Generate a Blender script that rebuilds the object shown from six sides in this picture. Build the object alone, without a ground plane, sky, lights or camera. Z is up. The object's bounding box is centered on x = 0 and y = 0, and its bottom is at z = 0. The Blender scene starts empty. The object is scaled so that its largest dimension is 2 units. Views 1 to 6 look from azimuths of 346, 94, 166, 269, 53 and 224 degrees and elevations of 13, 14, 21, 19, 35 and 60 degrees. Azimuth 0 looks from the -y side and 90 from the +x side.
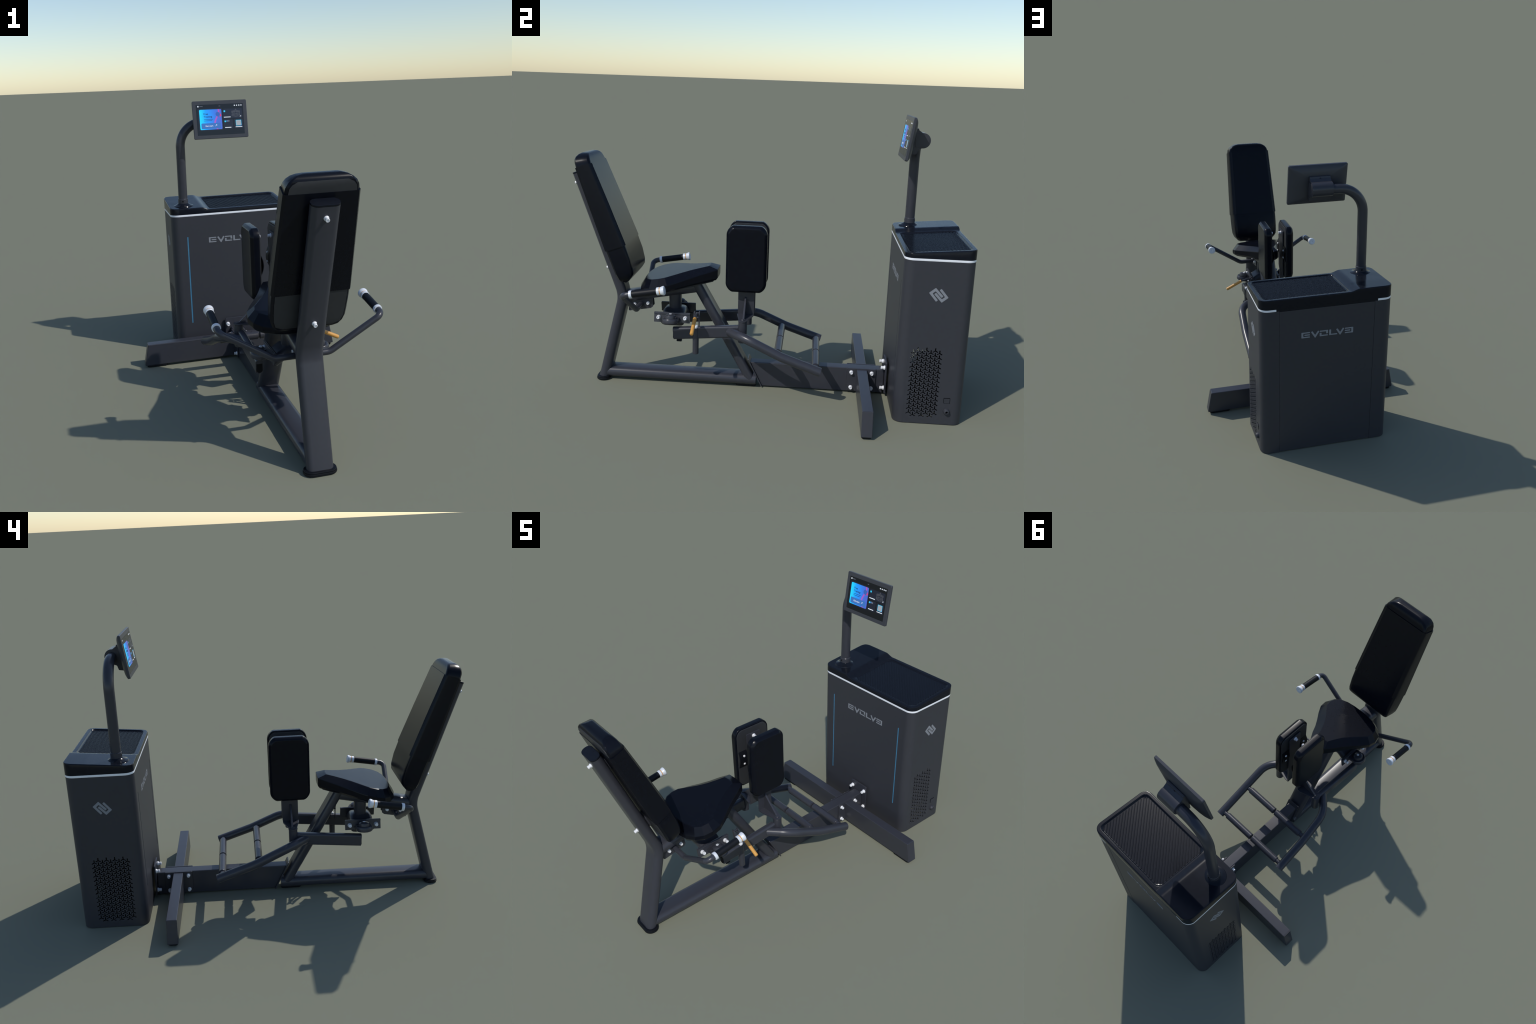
"""Seated hip-abduction gym machine with a motor cabinet and a touch console.
Axes: x = width (machine is mirror-symmetric in x), y = length (seat at -y, cabinet at +y), z = up."""
import bpy, bmesh, math
from math import sin, cos, pi, sqrt, radians
from mathutils import Vector as V, Matrix

# ------------------------------------------------------------------ materials
def material(name, col, rough=0.45, metal=0.0, spec=0.5, var=0.10, nscale=60.0, bump=0.0, bscale=400.0, coat=0.0):
    m = bpy.data.materials.new(name); m.use_nodes = True
    nt = m.node_tree; b = nt.nodes["Principled BSDF"]
    tc = nt.nodes.new("ShaderNodeTexCoord")
    nz = nt.nodes.new("ShaderNodeTexNoise"); nz.inputs["Scale"].default_value = nscale; nz.inputs["Detail"].default_value = 4
    nt.links.new(tc.outputs["Object"], nz.inputs["Vector"])
    rp = nt.nodes.new("ShaderNodeValToRGB")
    rp.color_ramp.elements[0].position, rp.color_ramp.elements[1].position = 0.3, 0.7
    rp.color_ramp.elements[0].color = (*[c * (1 - var) for c in col], 1)
    rp.color_ramp.elements[1].color = (*[min(1, c * (1 + var)) for c in col], 1)
    nt.links.new(nz.outputs["Fac"], rp.inputs["Fac"])
    nt.links.new(rp.outputs["Color"], b.inputs["Base Color"])
    b.inputs["Roughness"].default_value = rough
    b.inputs["Metallic"].default_value = metal
    b.inputs["Specular IOR Level"].default_value = spec
    b.inputs["Coat Weight"].default_value = coat
    if bump:
        n2 = nt.nodes.new("ShaderNodeTexNoise"); n2.inputs["Scale"].default_value = bscale
        nt.links.new(tc.outputs["Object"], n2.inputs["Vector"])
        bp = nt.nodes.new("ShaderNodeBump"); bp.inputs["Strength"].default_value = bump; bp.inputs["Distance"].default_value = 0.001
        nt.links.new(n2.outputs["Fac"], bp.inputs["Height"]); nt.links.new(bp.outputs["Normal"], b.inputs["Normal"])
    return m

M = dict(
    frame=material("powder_coated_steel", (0.039, 0.041, 0.052), 0.31, spec=0.42, var=0.04, bump=0.015, bscale=900),
    cab=material("cabinet_paint", (0.040, 0.042, 0.051), 0.45, spec=0.32, var=0.03, bump=0.03, bscale=900),
    vinyl=material("black_vinyl", (0.0046, 0.0057, 0.0098), 0.25, spec=0.16),
    sleeve=material("black_vinyl_sleeve", (0.0043, 0.0053, 0.0092), 0.26, spec=0.18),
    plast=material("black_plastic", (0.0078, 0.0096, 0.0148), 0.17, spec=0.17),  # base colour pushed toward blue to carry sky reflection on the lid
    tray=material("tray_plastic", (0.0075, 0.0092, 0.0140), 0.20, spec=0.14),  # bluish sky sheen of the tray mixed into its base colour
    rubber=material("black_rubber", (0.0045, 0.0055, 0.0085), 0.5, spec=0.25, bump=0.06),
    board=material("grey_backing_board", (0.034, 0.036, 0.040), 0.45, spec=0.3, var=0.04),
    zinc=material("zinc_bolt", (0.80, 0.81, 0.84), 0.35, metal=0.05, var=0.04),
    alu=material("white_aluminium", (0.72, 0.75, 0.80), 0.38, metal=0.05, var=0.04),
    trim=material("white_trim", (0.88, 0.90, 0.95), 0.35, var=0.02),
    orange=material("orange_plastic", (0.66, 0.33, 0.075), 0.4, var=0.05),
    mark=material("grey_print", (0.235, 0.25, 0.28), 0.45, spec=0.3, var=0.03),
    blue=material("blue_light_strip", (0.066, 0.215, 0.36), 0.3, var=0.05),
    dark=material("dark_cavity", (0.003, 0.0035, 0.005), 0.6, spec=0.15),
    bezel=material("console_shell", (0.046, 0.049, 0.060), 0.40, spec=0.4, var=0.03),
)

def screen_material(name, col, glow=0.35, rough=0.22):
    m = material(name, col, rough, var=0.02)
    b = m.node_tree.nodes["Principled BSDF"]
    b.inputs["Emission Color"].default_value = (*col, 1); b.inputs["Emission Strength"].default_value = glow
    return m
M.update(
    glass=screen_material("screen_glass", (0.0045, 0.0058, 0.0085), 0.3),
    tile=screen_material("screen_tile", (0.010, 0.013, 0.025), 0.4),
    white=screen_material("screen_white", (0.75, 0.78, 0.82), 0.3),
    grey=screen_material("screen_grey", (0.10, 0.11, 0.14), 0.4),
    qr=screen_material("screen_light_square", (0.33, 0.34, 0.36), 0.3),
    ink=screen_material("screen_ink", (0.01, 0.04, 0.10), 0.2),
    dim=screen_material("screen_button", (0.035, 0.13, 0.38), 0.5),
    cyan=screen_material("screen_cyan", (0.03, 0.42, 0.62), 0.6),
    violet=screen_material("screen_violet", (0.25, 0.2, 0.65), 0.5),
)
def card_material():
    """Cyan to violet-blue gradient with soft pink streaks (stand-in for the picture of an arm)."""
    m = bpy.data.materials.new("screen_card"); m.use_nodes = True
    nt = m.node_tree; L = nt.links.new; N = nt.nodes.new
    b = nt.nodes["Principled BSDF"]; b.inputs["Roughness"].default_value = 0.22
    tc = N("ShaderNodeTexCoord"); sep = N("ShaderNodeSeparateXYZ"); L(tc.outputs["Generated"], sep.inputs[0])
    nz = N("ShaderNodeTexNoise"); nz.inputs["Scale"].default_value = 2.2; nz.inputs["Detail"].default_value = 1
    L(tc.outputs["Generated"], nz.inputs["Vector"])
    mx = N("ShaderNodeMath"); mx.operation = "MULTIPLY_ADD"; mx.inputs[1].default_value = 0.25; L(nz.outputs["Fac"], mx.inputs[0]); L(sep.outputs["X"], mx.inputs[2])
    rp = N("ShaderNodeValToRGB"); cr = rp.color_ramp
    cr.elements[0].position, cr.elements[0].color = 0.10, (0.015, 0.62, 0.95, 1)
    cr.elements[1].position, cr.elements[1].color = 1.08, (0.06, 0.12, 0.50, 1)
    e = cr.elements.new(0.45); e.color = (0.01, 0.28, 0.82, 1)
    e = cr.elements.new(0.8); e.color = (0.04, 0.15, 0.60, 1)
    L(mx.outputs[0], rp.inputs["Fac"])
    # streak: x close to a curve that bends with height
    wv = N("ShaderNodeMath"); wv.operation = "SINE"
    w0 = N("ShaderNodeMath"); w0.operation = "MULTIPLY"; w0.inputs[1].default_value = 5.2; L(sep.outputs["Y"], w0.inputs[0]); L(w0.outputs[0], wv.inputs[0])
    w1 = N("ShaderNodeMath"); w1.operation = "MULTIPLY_ADD"; w1.inputs[1].default_value = -0.10; w1.inputs[2].default_value = 0.78; L(wv.outputs[0], w1.inputs[0])
    df = N("ShaderNodeMath"); df.operation = "SUBTRACT"; L(sep.outputs["X"], df.inputs[0]); L(w1.outputs[0], df.inputs[1])
    ab = N("ShaderNodeMath"); ab.operation = "ABSOLUTE"; L(df.outputs[0], ab.inputs[0])
    mr = N("ShaderNodeMapRange"); mr.inputs["From Min"].default_value = 0.055; mr.inputs["From Max"].default_value = 0.0; L(ab.outputs[0], mr.inputs["Value"])
    mix = N("ShaderNodeMix"); mix.data_type = "RGBA"; mix.inputs["B"].default_value = (0.55, 0.04, 0.30, 1)
    sc = N("ShaderNodeMath"); sc.operation = "MULTIPLY"; sc.inputs[1].default_value = 0.8; L(mr.outputs["Result"], sc.inputs[0])
    L(sc.outputs[0], mix.inputs["Factor"]); L(rp.outputs["Color"], mix.inputs["A"])
    L(mix.outputs["Result"], b.inputs["Base Color"]); L(mix.outputs["Result"], b.inputs["Emission Color"]); b.inputs["Emission Strength"].default_value = 0.45
    return m
M["card"] = card_material()

# ------------------------------------------------------------------ object helpers
COL = bpy.context.scene.collection
ROOT = bpy.data.objects.new("hip_abduction_machine", None); COL.objects.link(ROOT)
ROOT["label"] = "dark grey seated leg machine with motor cabinet and touch console"
ROOT["category"] = "gym machine"

def place(name, mesh, mat, parent=None, mw=None, wn=True):
    ob = bpy.data.objects.new(name, mesh); COL.objects.link(ob)
    if mat and not mesh.materials: mesh.materials.append(M[mat])
    ob.parent = parent or ROOT
    if mw is not None: ob.matrix_basis = mw
    if wn:
        md = ob.modifiers.new("weighted_normals", "WEIGHTED_NORMAL"); md.keep_sharp = True
    return ob

def tube_mesh(bm, name): return finish(bm, name, 60)

def finish(bm, name, angle=35, flat=False):
    bmesh.ops.recalc_face_normals(bm, faces=bm.faces[:])
    me = bpy.data.meshes.new(name); bm.to_mesh(me); bm.free()
    me.polygons.foreach_set("use_smooth", [not flat] * len(me.polygons))
    if not flat: me.set_sharp_from_angle(angle=radians(angle))
    me.update(); return me

def loft(rings, closed=True, caps=(True, True), bm=None, wrap=False):
    bm = bm or bmesh.new()
    vs = [[bm.verts.new(p) for p in r] for r in rings]
    n = len(rings[0]); pairs = list(zip(vs, vs[1:])) + ([(vs[-1], vs[0])] if wrap else [])
    for a, b in pairs:
        for i in range(n if closed else n - 1):
            j = (i + 1) % n
            bm.faces.new((a[i], a[j], b[j], b[i]))
    if closed and not wrap:
        if caps[0]: bm.faces.new(vs[0][::-1])
        if caps[1]: bm.faces.new(vs[-1])
    return bm

def rrect(w, h, r, n=6):
    """Rounded rectangle outline centred on 0 (full width w, height h)."""
    r = min(r, w / 2 - 1e-5, h / 2 - 1e-5); out = []
    for cx, cy, a0 in ((w / 2 - r, h / 2 - r, 0), (-w / 2 + r, h / 2 - r, 90), (-w / 2 + r, -h / 2 + r, 180), (w / 2 - r, -h / 2 + r, 270)):
        for k in range(n + 1):
            a = radians(a0 + 90 * k / n); out.append((cx + r * cos(a), cy + r * sin(a)))
    return out

def circle(r, n=24): return [(r * cos(2 * pi * k / n), r * sin(2 * pi * k / n)) for k in range(n)]

def fillet(pts, r, n=8, closed=False, lim=0.49):
    pts = [V(p) for p in pts]; out = []; m = len(pts)
    for i, p in enumerate(pts):
        if not closed and i in (0, m - 1): out.append(p); continue
        rr = r[i] if isinstance(r, (list, tuple)) else r
        a, b = (pts[i - 1] - p), (pts[(i + 1) % m] - p); la, lb = a.length, b.length
        a.normalize(); b.normalize(); ang = a.angle(b)
        if ang > pi - 1e-3 or rr <= 0: out.append(p); continue
        t = min(rr / math.tan(ang / 2), la * lim, lb * lim); rr = t * math.tan(ang / 2)
        c = p + (a + b).normalized() * (rr / sin(ang / 2)); s, e = p + a * t - c, p + b * t - c
        tot = s.angle(e)
        for k in range(n + 1):
            f = k / n; out.append(c + (s * sin((1 - f) * tot) + e * sin(f * tot)) / sin(tot))
    return out

def sweep(path, section, side=None, bm=None, caps=(True, True), tangents=None):
    """Sweep a 2-D section (a = sideways, b = normal) along a path; mitred at the bends."""
    path = [V(p) for p in path]; rings = []; n = len(path); prev = None
    for i, p in enumerate(path):
        t0 = (path[i] - path[i - 1]).normalized() if i else None
        t1 = (path[i + 1] - path[i]).normalized() if i < n - 1 else None
        t = ((t0 or t1) + (t1 or t0)).normalized()
        if side is not None: s = V(side); s = (s - t * s.dot(t)).normalized()
        else:
            if prev is None: s = t.orthogonal().normalized()
            else: s = (prev - t * prev.dot(t)).normalized()
            prev = s
        nn = t.cross(s)
        rings.append([p + s * a + nn * b for a, b in section])
    if tangents:                       # cut the ends parallel to given plane normals
        for idx, nrm in tangents.items():
            k = 1 if idx == 0 else n - 2
            d = (path[idx] - path[k]).normalized(); nv = V(nrm)
            rings[idx] = [q - d * ((q - path[idx]).dot(nv) / d.dot(nv)) for q in rings[idx]]
    return loft(rings, bm=bm, caps=caps)

def bevel_sharp(bm, w, seg=2, ang=50):
    if w <= 0: return
    bm.normal_update()
    es = [e for e in bm.edges if len(e.link_faces) == 2 and e.calc_face_angle(0) > radians(ang)]
    bmesh.ops.bevel(bm, geom=es, offset=w, segments=seg, profile=0.5, affect="EDGES", clamp_overlap=True)

def box(c, s, bev=0.003, seg=2, bm=None, rot=None):
    b2 = bmesh.new(); bmesh.ops.create_cube(b2, size=1)
    for v in b2.verts: v.co = V((v.co.x * s[0], v.co.y * s[1], v.co.z * s[2]))
    bevel_sharp(b2, bev, seg)
    mt = Matrix.Translation(c) @ (rot.to_4x4() if rot else Matrix())
    b2.transform(mt)
    return merge(bm, b2)

def merge(bm, b2):
    if bm is None: return b2
    tmp = bpy.data.meshes.new("tmp"); b2.to_mesh(tmp); b2.free(); bm.from_mesh(tmp); bpy.data.meshes.remove(tmp); return bm

def prism(outline, frame, w0, w1, bev=0.0, seg=2, bm=None, ang=50):
    """Extrude a 2-D outline; frame = 4x4 taking (u, v, w) to space."""
    b2 = loft([[frame @ V((u, v, w)) for u, v in outline] for w in (w0, w1)])
    bmesh.ops.recalc_face_normals(b2, faces=b2.faces[:])
    bevel_sharp(b2, bev, seg, ang)
    return merge(bm, b2)

def frame(o, u, v, w):
    m = Matrix((u, v, w)).transposed().to_4x4(); m.translation = V(o); return m
FX = lambda x=0: frame((x, 0, 0), V((0, 1, 0)), V((0, 0, 1)), V((1, 0, 0)))      # (u,v,w)=(y,z,x)
FY = lambda y=0: frame((0, y, 0), V((1, 0, 0)), V((0, 0, 1)), V((0, -1, 0)))     # (u,v,w)=(x,z,-y)
FZ = lambda z=0: frame((0, 0, z), V((1, 0, 0)), V((0, 1, 0)), V((0, 0, 1)))

def lathe(profile, n=24, bm=None, mt=None):
    """Spin (r, h) around +w; mt places it."""
    mt = mt or Matrix()
    b2 = bmesh.new(); rings = []
    for r, h in profile:
        rings.append([b2.verts.new(mt @ V((r * cos(2 * pi * k / n), r * sin(2 * pi * k / n), h))) for k in range(n)] if r > 1e-6 else [b2.verts.new(mt @ V((0, 0, h)))])
    for a, b in zip(rings, rings[1:]):
        for k in range(n):
            j = (k + 1) % n
            if len(a) == 1: b2.faces.new((a[0], b[k], b[j])) if len(b) > 1 else None
            elif len(b) == 1: b2.faces.new((a[k], a[j], b[0]))
            else: b2.faces.new((a[k], a[j], b[j], b[k]))
    return merge(bm, b2)

def axis_matrix(o, d):
    q = V(d).normalized().to_track_quat("Z", "Y"); m = q.to_matrix().to_4x4(); m.translation = V(o); return m

def rod(a, b, r, ch=0.002, n=24, bm=None):
    a, b = V(a), V(b); L = (b - a).length
    return lathe([(0, 0), (r - ch, 0), (r, ch), (r, L - ch), (r - ch, L), (0, L)], n, bm, axis_matrix(a, b - a))

def mirror_x(me, name=None):
    m2 = me.copy(); m2.name = name or me.name
    m2.transform(Matrix.Scale(-1, 4, V((1, 0, 0)))); m2.flip_normals(); return m2

def pair(name, bm, mat, parents=None, angle=35, flat=False):
    me = finish(bm, name, angle, flat); p = parents or (None, None)
    a = place(name, me, mat, p[0]); b = place(name, mirror_x(me), mat, p[1]); return a, b

def curve_panel(outline, holes, depth, mt, bm=None):
    """Flat slab with holes, made from a filled 2-D curve; mt places local xy; slab lies at z in [-depth, 0]."""
    cu = bpy.data.curves.new("tmp", "CURVE"); cu.dimensions = "2D"; cu.fill_mode = "BOTH"; cu.extrude = depth / 2
    for poly in [outline] + list(holes):
        sp = cu.splines.new("POLY"); sp.points.add(len(poly) - 1); sp.use_cyclic_u = True
        for q, (x, y) in zip(sp.points, poly): q.co = (x, y, 0, 1)
    ob = bpy.data.objects.new("tmp", cu); COL.objects.link(ob)
    dg = bpy.context.evaluated_depsgraph_get(); me = bpy.data.meshes.new_from_object(ob.evaluated_get(dg))
    b2 = bmesh.new(); b2.from_mesh(me); bmesh.ops.remove_doubles(b2, verts=b2.verts, dist=1e-5)
    b2.transform(mt @ Matrix.Translation((0, 0, -depth / 2)))
    bpy.data.objects.remove(ob); bpy.data.curves.remove(cu); bpy.data.meshes.remove(me)
    return merge(bm, b2)

def text_mesh(s, size, mt, align="LEFT", ext=0.0001):
    cu = bpy.data.curves.new("tmp", "FONT"); cu.body = s; cu.size = size; cu.extrude = ext; cu.align_x = align; cu.resolution_u = 2; cu.offset = size * 0.012
    ob = bpy.data.objects.new("tmp", cu); COL.objects.link(ob)
    dg = bpy.context.evaluated_depsgraph_get(); me = bpy.data.meshes.new_from_object(ob.evaluated_get(dg))
    me.transform(mt); bpy.data.objects.remove(ob); bpy.data.curves.remove(cu); me.materials.clear(); return me

# shared socket-head bolt with a domed washer
BOLT = finish(lathe([(0.0112, 0), (0.0112, 0.003), (0.0098, 0.006), (0.0078, 0.0085), (0.0078, 0.011), (0.0086, 0.013), (0.0086, 0.019), (0.0076, 0.0205), (0.0048, 0.0205), (0.0048, 0.017), (0, 0.017)], 20), "bolt", 30)
def bolt(at, d, parent, sc=1.0, lenf=1.0):
    return place("bolt", BOLT, "zinc", parent, axis_matrix(at, d) @ Matrix.Diagonal((sc, sc, sc * lenf, 1)), wn=False)

STADIUM = lambda w, h, n=4: rrect(w, h, h / 2 * 0.92, n)

# ================================================================== main frame
TOPR, BEND, FOOT = V((0, -0.9685, 1.112)), V((0, -0.7420, 0.473)), V((0, -0.8520, 0.016))
path = fillet([TOPR, BEND, FOOT], 0.16, 10)
rear_post = place("rear_post", finish(sweep(path, STADIUM(0.113, 0.053), (1, 0, 0), tangents={len(path) - 1: (0, 0, 1)}), "rear_post", 60), "frame", wn=False)
d = (TOPR - BEND).normalized()
place("post_cap", finish(prism(STADIUM(0.1145, 0.0545), frame(TOPR, V((1, 0, 0)), d.cross(V((1, 0, 0))), d), -0.004, 0.006, 0.003), "post_cap"), "plast", rear_post)
bm = prism(rrect(0.142, 0.074, 0.036, 8), FZ() @ Matrix.Translation((0, -0.8555, 0)), 0.0, 0.011, 0.003)
prism(rrect(0.138, 0.070, 0.034, 8), FZ() @ Matrix.Translation((0, -0.8555, 0)), 0.0095, 0.018, 0.003, bm=bm)
place("rubber_foot", finish(bm, "rubber_foot"), "rubber", rear_post)
nrm = V((0, d.z, -d.y)); nrm = -nrm if nrm.y > 0 else nrm
for y, z in ((-0.991, 1.053), (-0.834, 0.612)):
    bolt(V((0, y, z)) - nrm * 0.0165, nrm, rear_post, 0.95, 1.02)

base_tube = place("base_tube", finish(sweep([(0, -0.85, 0.0398), (0, -0.030, 0.0398)], STADIUM(0.108, 0.055), (1, 0, 0)), "base_tube", 60), "frame", wn=False)
place("rubber_foot", finish(prism(rrect(0.066, 0.11, 0.012), FZ() @ Matrix.Translation((0, -0.085, 0)), 0.0, 0.0135, 0.004), "rubber_foot"), "rubber", base_tube)
S0, S1 = V((0, -0.360, 0.565)), V((0, -0.063, 0.046))
strut = place("diagonal_strut", finish(sweep([S0, S1], STADIUM(0.108, 0.050), (1, 0, 0)), "diagonal_strut", 60), "frame", wn=False)
pd = V((0, -0.076, 0.150)).normalized()
bm = prism(rrect(0.082, 0.172, 0.006), frame((0, -0.037, 0.079), V((1, 0, 0)), pd, V((1, 0, 0)).cross(pd)), -0.003, 0.003, 0.001)
place("joint_plate", finish(bm, "joint_plate"), "frame")

RA, RB = V((0, -0.735, 0.464)), V((0, -0.340, 0.538))
rail = place("seat_rail", finish(sweep([RA, RB], STADIUM(0.098, 0.057), (1, 0, 0)), "seat_rail", 60), "frame", wn=False)

beam = place("main_beam", finish(loft([[V((x, y0 + dy * (1 - zz), 0.005 + 0.131 * zz)) for x, zz in ((-0.03, 0), (0.03, 0), (0.03, 1), (-0.03, 1))] for y0, dy in ((-0.064, 0.066), (0.646, 0.0))]), "main_beam"), "frame")
bv = bmesh.new(); bv.from_mesh(beam.data); bevel_sharp(bv, 0.004, 3, 40); beam.data = finish(bv, "main_beam"); beam.data.materials.append(M["frame"])
plate = prism(rrect(0.124, 0.178, 0.008), FY(0.656), 0.0, 0.009, 0.0015)
plate.transform(Matrix.Translation((0, 0, 0.101)))
place("mounting_plate", finish(plate, "mounting_plate"), "frame", beam)
for x in (-0.047, 0.047):
    for z in (0.155, 0.042): bolt((x, 0.647, z), (0, -1, 0), beam, 1.05)

def crossfoot():
    bm = bmesh.new()
    prof = [(0.0325, 0.011), (0.558, 0.011), (0.535, 0.1325), (0.0325, 0.1325)]
    return prism(prof, FY(0.5285), -0.0265, 0.0265, 0.0035, 3)
foot_a, foot_b = pair("cross_foot", crossfoot(), "frame")
pair("rubber_foot", prism(rrect(0.115, 0.048, 0.012), FZ() @ Matrix.Translation((0.490, 0.5285, 0)), 0, 0.013, 0.003), "rubber", (foot_a, foot_b))
pair("end_plug", prism(rrect(0.0475, 0.118, 0.002), frame((0.5465, 0.5285, 0.0725), V((0, 1, 0)), V((-0.187, 0, 0.982)), V((0.982, 0, 0.187))), -0.002, 0.0012), "frame", (foot_a, foot_b))
pair("flange_plate", prism(rrect(0.150, 0.126, 0.004), FX(0.0305) @ Matrix.Translation((0.527, 0.074, 0)), 0, 0.007, 0.0012), "frame", (foot_a, foot_b))
for sx, par in ((1, foot_a), (-1, foot_b)):
    for y in (0.474, 0.581):
        for z in (0.031, 0.115): bolt((sx * 0.0372, y, z), (sx, 0, 0), par, 0.95, 0.75)

# ================================================================== seat
def seat_z(x, y):
    t = max(0.0, min(1.0, (-0.38 - y) / 0.24)); t = t * t * (3 - 2 * t)
    return 0.655 + 0.20 * (y + 0.29)
half_top = [(0.0, -0.284), (0.036, -0.288), (0.049, -0.325), (0.070, -0.372), (0.098, -0.418), (0.130, -0.460), (0.157, -0.497), (0.164, -0.530), (0.157, -0.565), (0.132, -0.592), (0.092, -0.608), (0.046, -0.615), (0.0, -0.617)]
half_out = [(0.0, -0.241), (0.052, -0.243), (0.080, -0.290), (0.102, -0.336), (0.130, -0.382), (0.163, -0.430), (0.191, -0.480), (0.197, -0.527), (0.184, -0.572), (0.154, -0.606), (0.108, -0.631), (0.052, -0.643), (0.0, -0.646)]
def full(h): return [V((x, y)) for x, y in h] + [V((-x, y)) for x, y in h[-2:0:-1]]
ft, fo = full(half_top), full(half_out)
def ring(f, dz, grow=0.0, rear=0.0):
    """dz at the nose of the seat, dz + rear at its tail."""
    out = []
    for a, b in zip(ft, fo):
        q = a.lerp(b, f); c = V((0, -0.45)); q = q + (q - c).normalized() * grow
        zx = seat_z(a.x, a.y) + 0.20 * (q.y - a.y)
        out.append(V((q.x, q.y, zx + dz + rear * max(0.0, min(1.0, (-0.30 - a.y) / 0.30)))))
    return out
def dish(f):
    return [V((p.x * f, -0.45 + (p.y + 0.45) * f, seat_z(p.x * f, -0.45 + (p.y + 0.45) * f))) for p in ft]
bm = loft([ring(0.80, -0.078, rear=0.012), ring(1.0, -0.067, rear=0.010), ring(1.0, -0.026, rear=-0.019), ring(0.97, -0.0225, rear=-0.017), ring(0.05, -0.0015), dish(0.985), dish(0.8), dish(0.55), dish(0.3), dish(0.05)])
seat = place("seat", finish(bm, "seat", 9), "vinyl")
place("seat_board", finish(loft([ring(0.45, -0.086, rear=0.012), ring(0.45, -0.074, rear=0.012)]), "seat_board"), "board", seat)

# ================================================================== backrest
#          rear point        front point       rear half-width, front half-width
ST = [((-0.722, 0.566), (-0.707, 0.562), 0.108, 0.098), ((-0.732, 0.574), (-0.693, 0.573), 0.131, 0.114), ((-0.741, 0.590), (-0.676, 0.595), 0.147, 0.126),
      ((-0.752, 0.616), (-0.6655, 0.614), 0.157, 0.134), ((-0.763, 0.648), (-0.6655, 0.640), 0.160, 0.136), ((-0.780, 0.695), (-0.679, 0.697), 0.1615, 0.138), ((-0.796, 0.735), (-0.7045, 0.766), 0.161, 0.139),
      ((-0.870, 0.940), (-0.787, 0.968), 0.152, 0.1335), ((-0.944, 1.146), (-0.8725, 1.171), 0.143, 0.128), ((-0.951, 1.168), (-0.8795, 1.188), 0.139, 0.122),
      ((-0.955, 1.185), (-0.885, 1.200), 0.130, 0.112), ((-0.953, 1.198), (-0.891, 1.209), 0.116, 0.098), ((-0.945, 1.209), (-0.898, 1.2145), 0.098, 0.080), ((-0.934, 1.2155), (-0.908, 1.2175), 0.074, 0.058)]
def section(st, off=0.0, dr=(0.0, 1.0)):
    (ry, rz), (fy, fz), wr, wf = st
    R, F = V((0, ry, rz)), V((0, fy, fz)); dv = (F - R); dn = dv.normalized(); th = dv.length
    prof = [(-0.0, -0.010), (0.10, 0.0), (0.5, 0.002), (0.86, 0.004), (0.94, 0.001), (0.985, -0.007), (1.0, -0.016)]
    pts = []
    for f, dx in prof:
        hw = wr + 0.001 + (wf + 0.004 - wr) * f + dx + off
        q = R + dv * f
        if f == 0: q = q - dn * off
        if f == 1.0: q = q + dn * off
        pts.append((hw, q))
    return [V((h, q.y, q.z)) for h, q in pts] + [V((-h, q.y, q.z)) for h, q in reversed(pts)]
bm = loft([section(s) for s in ST])
backrest = place("backrest", finish(bm, "backrest", 38), "vinyl")
cs = ST[6:9]; outer = [section(s, 0.0042) for s in cs]; inner = [section(s, -0.002) for s in cs[::-1]]
place("backrest_sleeve", finish(loft(outer + inner, wrap=True), "backrest_sleeve", 30), "sleeve", backrest)
def board_ring(s, k, out):
    (ry, rz), (fy, fz), wr, wf = s; hw = wr - k
    dn = (V((fy, fz)) - V((ry, rz))).normalized() * out
    return [V((hw, ry - dn.x, rz - dn.y)), V((-hw, ry - dn.x, rz - dn.y))]
sb = [((-0.733, 0.578), (-0.675, 0.590), 0.118, 0)] + ST[2:10] + [((-0.9548, 1.180), (-0.883, 1.197), 0.1285, 0), ((-0.9545, 1.190), (-0.885, 1.202), 0.108, 0)]
bm = loft([board_ring(s, 0.013, 0.0022) + board_ring(s, 0.013, -0.004)[::-1] for s in sb])
place("backing_board", finish(bm, "backing_board", 30), "board", backrest)
for z in (1.053, 0.66):
    y = -0.944 + (1.146 - z) * 0.361
    place("spacer_block", finish(box((0, y - 0.012, z - 0.002), (0.06, 0.034, 0.06), 0.003, rot=Matrix.Rotation(radians(19.5), 3, "X")), "spacer_block"), "frame", rear_post)

# ================================================================== handlebar
HB, HC, HD = V((0.122, -0.652, 0.426)), V((0.350, -0.668, 0.5675)), V((0.351, -0.622, 0.577))
axis = (V((0.3505, -0.465, 0.604)) - HD).normalized()
HC = HD - axis * 0.047
pts = [V((-p.x, p.y, p.z)) for p in (HD + axis * 0.01, HC, HB)] + [HB, HC, HD + axis * 0.01]
bar = place("handlebar", finish(sweep(fillet(pts, [0, 0.040, 0.05, 0.05, 0.040, 0], 8), circle(0.0142, 20)), "handlebar"), "frame")
def spun(prof, mat, name):
    mt = axis_matrix(HD - axis * 0.008, axis)
    pair(name, lathe(prof, 28, mt=mt), mat, (bar, bar))
spun([(0.0145, 0), (0.0185, 0.001), (0.0195, 0.003), (0.0195, 0.013), (0.0185, 0.0145), (0.0145, 0.0145)], "alu", "grip_ring")
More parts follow.
